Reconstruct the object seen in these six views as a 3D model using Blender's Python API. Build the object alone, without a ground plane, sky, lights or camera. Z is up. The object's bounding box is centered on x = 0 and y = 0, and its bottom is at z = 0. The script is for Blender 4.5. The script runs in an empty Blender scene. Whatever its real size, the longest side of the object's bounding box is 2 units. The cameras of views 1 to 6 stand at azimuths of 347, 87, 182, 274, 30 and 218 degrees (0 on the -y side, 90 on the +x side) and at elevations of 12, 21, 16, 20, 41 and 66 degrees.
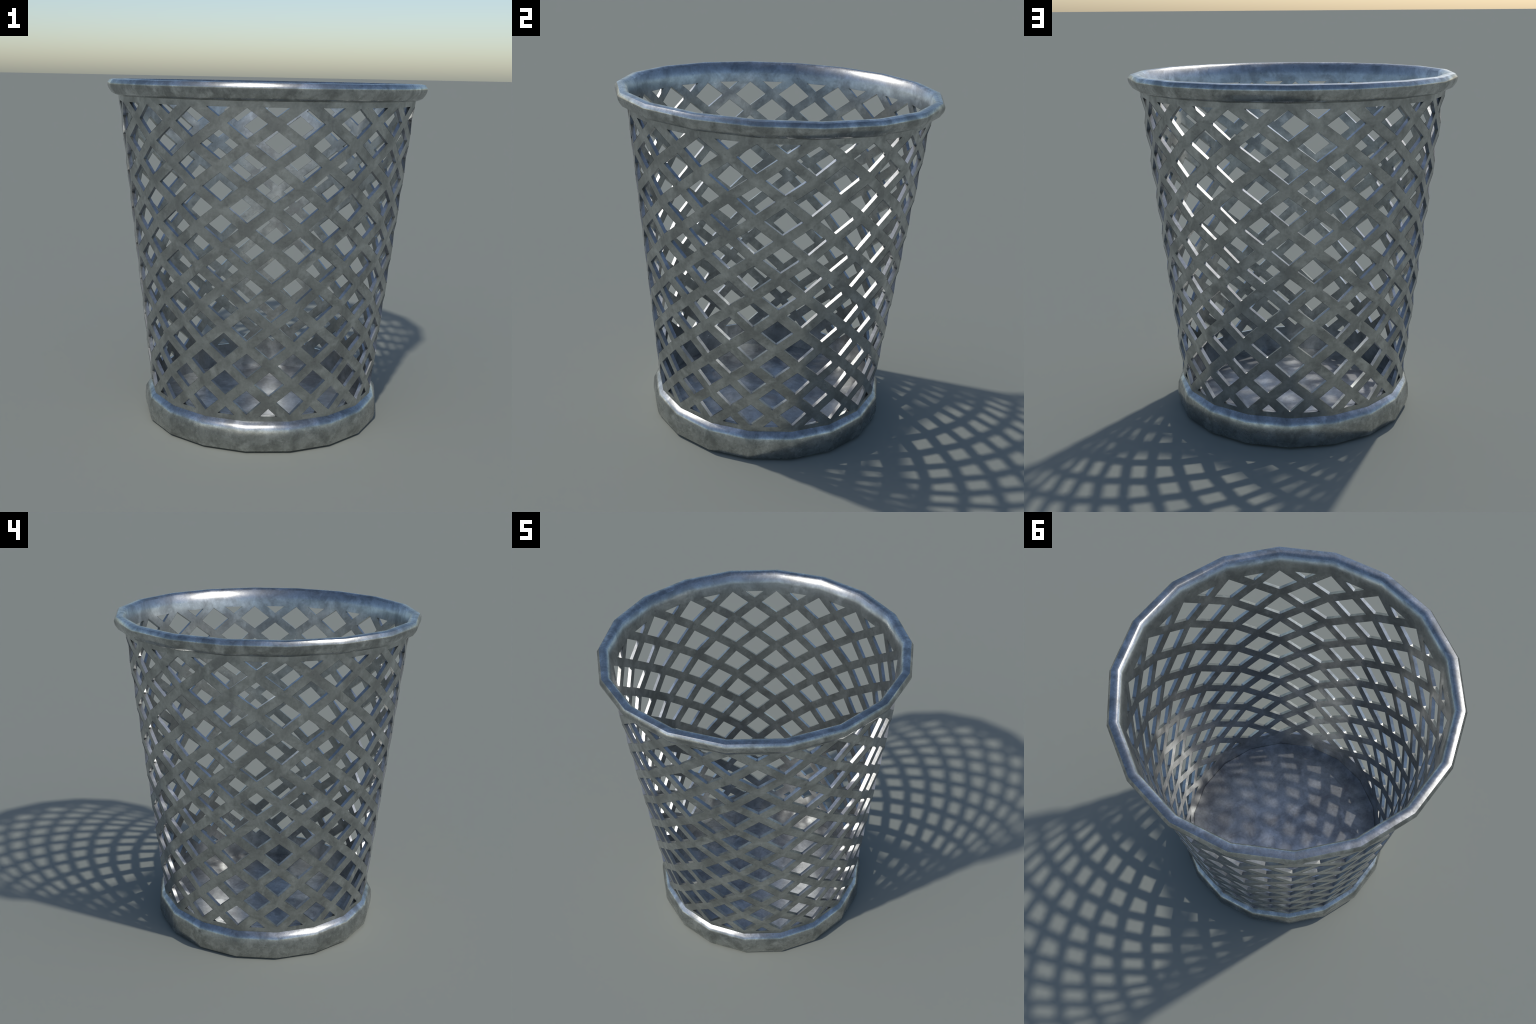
"""Galvanised metal waste basket: an 18-sided tapering wall pierced by a
diamond lattice, a rolled rim, a thick base ring and a sheet-metal floor."""
import bpy, bmesh, math

N = 18                                  # sides of the basket
STEP = math.tau / N
HALF = STEP / 2

# ------------------------------------------------------------------ wall law
FLARE = 0.1045                          # radius gained per metre of height


def outer_radius(z):                    # corner radius of the outside face
    return 0.6610 + FLARE * z


def inner_radius(z):                    # corner radius of the inside face
    r = 0.6422 + FLARE * z
    if z < 0.2065:                      # straighter foot down to the floor
        r += 0.046 * (0.2065 - z)
    if z > 1.88:                        # slight extra flare inside the rim
        r += 0.075 * (z - 1.88)
    return r


# lattice: rows of diamond holes, even rows on facet centres, odd on corners
ROWS = 17
ROW_TOP, ROW_PITCH = 1.9080, 0.10795


def hole(j):
    """z of top, bottom, side tips and half width (fraction of a facet)."""
    f = j / (ROWS - 1)
    zc = ROW_TOP - ROW_PITCH * j
    hh = 0.0763 - 0.0044 * f
    w = 0.3510 - 0.0235 * f
    return zc + hh, zc - hh, zc, w


TRI_TOP_Z, TRI_TOP_W = 1.8795, 0.215    # cut-off half diamonds under the rim
TRI_LOW_Z, TRI_LOW_W = 0.2065, 0.199    # and above the base ring
WALL_OUT_TOP, WALL_OUT_LOW = 1.950, 0.140
WALL_IN_TOP, WALL_IN_LOW = 1.988, 0.012
EDGE_CHAMFER = 0.0026
PUNCH_RISE = 0.0019


class Builder:
    """Collects welded vertices and faces."""

    def __init__(self):
        self.verts, self.faces, self.index = [], [], {}

    def vert(self, p):
        key = tuple(round(c, 5) for c in p)
        if key not in self.index:
            self.index[key] = len(self.verts)
            self.verts.append(p)
        return self.index[key]

    def face(self, pts):
        ids = [self.vert(p) for p in pts]
        if len(set(ids)) == len(ids):
            self.faces.append(ids)

    def make(self, name, parent, material, angle=38):
        mesh = bpy.data.meshes.new(name)
        mesh.from_pydata(self.verts, [], self.faces)
        mesh.validate()
        mesh.update()
        obj = bpy.data.objects.new(name, mesh)
        bpy.context.scene.collection.objects.link(obj)
        obj.parent = parent
        mesh.materials.append(material)
        for p in mesh.polygons:
            p.use_smooth = True
        mesh.set_sharp_from_angle(angle=math.radians(angle))
        return obj


def facet_point(k, t, z, radius):
    """Point on facet k, t in -0.5..0.5 across it, on the given polygon."""
    if radius is inner_radius and 0.2 < z < 1.9:
        z += PUNCH_RISE                 # holes run square to the leaning sheet
    r = radius(z)
    a = k * STEP
    ap, tx = r * math.cos(HALF), 2 * t * r * math.sin(HALF)
    return (ap * math.cos(a) - tx * math.sin(a),
            ap * math.sin(a) + tx * math.cos(a), z)


def build_wall(parent, material, edge_material):
    b = Builder()
    H = [hole(j) for j in range(ROWS)]

    def skin(k, pts, inside):
        rad = inner_radius if inside else outer_radius
        q = [facet_point(k, t, z, rad) for t, z in pts]
        b.face(q[::-1] if inside else q)

    def sill(k, a, c):                  # thickness face along a hole edge
        b.face([facet_point(k, *a, outer_radius), facet_point(k, *c, outer_radius),
                facet_point(k, *c, inner_radius), facet_point(k, *a, inner_radius)])

    def both(k, pts):                   # pts counter-clockwise seen from outside
        skin(k, pts, False)
        skin(k, pts, True)

    for k in range(N):
        for s in (1, -1):               # right and left half of the facet
            def m(t, z):
                return (s * t, z)

            def add(pts):
                both(k, [m(*p) for p in (pts if s > 0 else pts[::-1])])

            def edge(a, c):
                if s > 0:
                    sill(k, m(*a), m(*c))
                else:
                    sill(k, m(*c), m(*a))

            for j in range(ROWS - 1):
                zt, zb, zm, w = H[j]
                nt, nb, nm, nw = H[j + 1]
                if j % 2 == 0:          # facet-centre hole above, corner hole below
                    side = (TRI_TOP_W, TRI_TOP_Z) if j == 0 else (w, zm)
                    add([(0, zb), (.5 - nw, nm), (.5, nt), side])
                    edge(side, (0, zb))             # lower right of this hole
                    edge((.5 - nw, nm), (.5, nt))   # upper left of the next
                    if j + 2 < ROWS:    # right half of the node on the centre line
                        add([(0, H[j + 2][0]), (.5 - nw, nm), (0, zb)])
                else:                   # corner hole above, facet-centre hole below
                    low = j + 1 == ROWS - 1
                    side = (TRI_LOW_W, TRI_LOW_Z) if low else (nw, nm)
                    add([(0, nt), side, (.5, zb), (.5 - w, zm)])
                    edge((.5, zb), (.5 - w, zm))
                    edge((0, nt), side)
                    if j + 2 < ROWS:    # half node on the corner line
                        add([side, (.5, H[j + 2][0]), (.5, zb)])
            # plain bands above and below the lattice
            for rad, inside, top, low in ((outer_radius, False, WALL_OUT_TOP, WALL_OUT_LOW),
                                          (inner_radius, True, WALL_IN_TOP, WALL_IN_LOW)):
                zcut = 1.909 if not inside else 1.93
                upper = [(0, TRI_TOP_Z), (TRI_TOP_W, TRI_TOP_Z), (.5, H[1][0]), (.5, zcut), (0, zcut)]
                rest = [(0, zcut), (.5, zcut), (.5, top), (0, top)]
                lower = [(0, TRI_LOW_Z), (0, low), (.5, low), (.5, H[ROWS - 2][1]), (TRI_LOW_W, TRI_LOW_Z)]
                for pts in (upper, rest, lower):
                    q = [m(*p) for p in (pts if s > 0 else pts[::-1])]
                    skin(k, q, inside)
            edge((0, TRI_TOP_Z), (TRI_TOP_W, TRI_TOP_Z))
            edge((TRI_LOW_W, TRI_LOW_Z), (0, TRI_LOW_Z))
        # hidden end caps inside the rim and inside the base ring
        for zo, zi, up in ((WALL_OUT_TOP, WALL_IN_TOP, True), (WALL_OUT_LOW, WALL_IN_LOW, False)):
            for t0, t1 in ((-.5, 0), (0, .5)):
                q = [facet_point(k, t0, zo, outer_radius), facet_point(k, t1, zo, outer_radius),
                     facet_point(k, t1, zi, inner_radius), facet_point(k, t0, zi, inner_radius)]
                b.face(q if up else q[::-1])
    obj = b.make("lattice_wall", parent, material)
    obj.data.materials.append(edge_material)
    # punched holes: fine edge chamfers, coloured dark to draw the baked occlusion outline
    bm = bmesh.new()
    bm.from_mesh(obj.data)
    bm.normal_update()
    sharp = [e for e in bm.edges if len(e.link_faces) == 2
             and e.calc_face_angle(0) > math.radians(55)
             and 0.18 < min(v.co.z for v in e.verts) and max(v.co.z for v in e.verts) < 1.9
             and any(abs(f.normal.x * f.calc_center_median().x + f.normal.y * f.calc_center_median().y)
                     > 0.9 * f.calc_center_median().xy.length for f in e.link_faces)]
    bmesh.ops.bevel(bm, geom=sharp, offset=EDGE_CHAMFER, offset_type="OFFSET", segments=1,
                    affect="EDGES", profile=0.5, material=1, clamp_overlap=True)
    bm.to_mesh(obj.data)
    bm.free()
    for p in obj.data.polygons:
        p.use_smooth = True
    obj.data.set_sharp_from_angle(angle=math.radians(38))
    # the inside of the collar rolls softly over into the rim: lean its
    # normals upwards towards the top edge
    mesh = obj.data
    lean = {1.988: 43.0, 1.93: 13.0}
    normals = [tuple(c.vector) for c in mesh.corner_normals]
    for poly in mesh.polygons:
        if poly.normal.x * poly.center.x + poly.normal.y * poly.center.y >= 0:
            continue
        for li in poly.loop_indices:
            co = mesh.vertices[mesh.loops[li].vertex_index].co
            for z, tilt in lean.items():
                if abs(co.z - z) < 1e-4:
                    r = math.hypot(co.x, co.y)
                    c, sn = math.cos(math.radians(tilt)), math.sin(math.radians(tilt))
                    normals[li] = (-co.x / r * c, -co.y / r * c, sn)
    mesh.normals_split_custom_set(normals)
    return obj


def build_ring(name, profile, parent, material, angle=38, shade_seg=None, shade_material=None):
    """Sweep a closed (corner radius, z) profile round the 18-gon."""
    b = Builder()
    n = len(profile)
    for k in range(N):
        a0, a1 = k * STEP - HALF, k * STEP + HALF
        for i in range(n):
            (r0, z0), (r1, z1) = profile[i], profile[(i + 1) % n]
            b.face([(r0 * math.cos(a0), r0 * math.sin(a0), z0),
                    (r0 * math.cos(a1), r0 * math.sin(a1), z0),
                    (r1 * math.cos(a1), r1 * math.sin(a1), z1),
                    (r1 * math.cos(a0), r1 * math.sin(a0), z1)])
    obj = b.make(name, parent, material, angle)
    if shade_seg is not None:                # one profile segment blackened as the crease shadow under the rim
        obj.data.materials.append(shade_material)
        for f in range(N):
            obj.data.polygons[f * n + shade_seg].material_index = 1
    return obj


def build_floor(parent, material):
    b = Builder()
    levels = [(0.640, 0.006), (0.6600, 0.012), (0.6600, 0.045), (0.6530, 0.0525)]
    ang = [k * STEP - HALF for k in range(N)]
    ring = [[(r * math.cos(a), r * math.sin(a), z) for a in ang] for r, z in levels]
    b.face(ring[0][::-1])
    for lo, hi in zip(ring, ring[1:]):
        for k in range(N):
            b.face([lo[k], lo[(k + 1) % N], hi[(k + 1) % N], hi[k]])
    b.face(ring[-1])
    return b.make("floor_plate", parent, material)


# ------------------------------------------------------------------ material
def galvanised_metal(name, base, dark, light, rough, size=1.0, contrast=1.0, grain=0.3, pits=0.4):
    mat = bpy.data.materials.new(name)
    mat.use_nodes = True
    nt = mat.node_tree
    nt.nodes.clear()
    N_ = nt.nodes.new
    L = nt.links.new
    out = N_("ShaderNodeOutputMaterial")
    bsdf = N_("ShaderNodeBsdfPrincipled")
    L(bsdf.outputs[0], out.inputs[0])
    tc = N_("ShaderNodeTexCoord")

    def noise(scale, detail, roughness=0.6, distortion=0.0, stretch=None):
        n = N_("ShaderNodeTexNoise")
        n.inputs["Scale"].default_value = scale
        n.inputs["Detail"].default_value = detail
        n.inputs["Roughness"].default_value = roughness
        n.inputs["Distortion"].default_value = distortion
        if stretch:
            mp = N_("ShaderNodeMapping")
            mp.inputs["Scale"].default_value = stretch
            L(tc.outputs["Object"], mp.inputs[0])
            L(mp.outputs[0], n.inputs["Vector"])
        else:
            L(tc.outputs["Object"], n.inputs["Vector"])
        return n.outputs[0]

    def ramp(src, a, b, ca, cb):
        r = N_("ShaderNodeMapRange")
        r.inputs[1].default_value, r.inputs[2].default_value = a, b
        r.inputs[3].default_value, r.inputs[4].default_value = ca, cb
        L(src, r.inputs[0])
        return r.outputs[0]

    def mix(kind, fac, c1, c2):
        m = N_("ShaderNodeMix")
        m.data_type = "RGBA"
        m.blend_type = kind
        for sock, v in ((m.inputs[0], fac), (m.inputs[6], c1), (m.inputs[7], c2)):
            if hasattr(v, "is_output"):
                L(v, sock)
            elif isinstance(v, tuple):
                sock.default_value = (*v, 1)
            else:
                sock.default_value = v
        return m.outputs[2]

    blotch = noise(8.5 / size, 5, 0.60, 0.5)        # cloudy patches of the zinc
    streak = noise(10.0 / size, 4, 0.6, 0.3)
    speck = noise(70.0, 3, 0.7)                     # fine grain
    pit = noise(38.0, 2, 0.5)

    col = mix("MIX", ramp(blotch, 0.5 - 0.12 / contrast, 0.5 + 0.12 / contrast, 0, 1), dark, base)
    col = mix("MIX", ramp(streak, 0.52, 0.72, 0, 0.85), col, light)
    col = mix("MULTIPLY", ramp(speck, 0.35, 0.65, grain, 0.0), col, (0.55, 0.55, 0.53))
    col = mix("MULTIPLY", ramp(pit, 0.66, 0.76, 0.0, pits), col, (0.45, 0.43, 0.40))
    L(col, bsdf.inputs["Base Color"])
    bsdf.inputs["Metallic"].default_value = 1.0
    L(ramp(blotch, 0.3, 0.7, rough + 0.07, rough - 0.05), bsdf.inputs["Roughness"])

    bump = N_("ShaderNodeBump")
    bump.inputs["Strength"].default_value = 0.10
    bump.inputs["Distance"].default_value = 0.004
    L(noise(45.0, 4, 0.6), bump.inputs["Height"])
    L(bump.outputs[0], bsdf.inputs["Normal"])
    return mat


wall_metal = galvanised_metal("galvanised_wall_metal", (0.55, 0.563, 0.555), (0.355, 0.363, 0.358),
                              (0.70, 0.715, 0.705), 0.31, size=1.0, contrast=1.05, grain=0.25, pits=0.3)
ring_metal = galvanised_metal("galvanised_ring_metal", (0.56, 0.575, 0.57), (0.33, 0.34, 0.335),
                              (0.75, 0.765, 0.76), 0.27, size=0.85, contrast=1.0, grain=0.42, pits=0.4)
occlusion_metal = galvanised_metal("painted_occlusion_metal", (0.11, 0.115, 0.11), (0.08, 0.08, 0.08),
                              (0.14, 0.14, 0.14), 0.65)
floor_metal = galvanised_metal("stained_floor_metal", (0.57, 0.58, 0.58), (0.34, 0.345, 0.35),
                               (0.76, 0.77, 0.775), 0.34, size=1.15, contrast=1.05, grain=0.35)

# ------------------------------------------------------------------ assembly
basket = bpy.data.objects.new("waste_basket", None)
bpy.context.scene.collection.objects.link(basket)
basket["label"] = "tall tapering grey metal waste basket with diamond lattice wall"
basket["category"] = "waste basket"

build_wall(basket, wall_metal, occlusion_metal)
build_ring("rolled_rim", [
    (0.8570, 1.9150), (0.8650, 1.9085), (0.8850, 1.9150), (0.8980, 1.9225), (0.9130, 1.9430),
    (0.9195, 1.9560), (0.9222, 1.9690), (0.9220, 1.9790), (0.9090, 1.9965), (0.8920, 2.0000),
    (0.8740, 2.0000), (0.8660, 1.9960), (inner_radius(WALL_IN_TOP), WALL_IN_TOP),
    (0.8605, 1.9600)], basket, ring_metal, shade_seg=0, shade_material=occlusion_metal)
build_ring("base_ring", [
    (0.6560, 0.0080), (0.6600, 0.0000), (0.6720, 0.0000), (0.6770, 0.0070), (0.6975, 0.0075),
    (0.7060, 0.0130), (0.7120, 0.0330), (0.7165, 0.0580), (0.7165, 0.0950), (0.7125, 0.1400),
    (0.7045, 0.1555), (0.6970, 0.1635), (0.6790, 0.1765), (0.6600, 0.1200)], basket, ring_metal)
build_floor(basket, floor_metal)
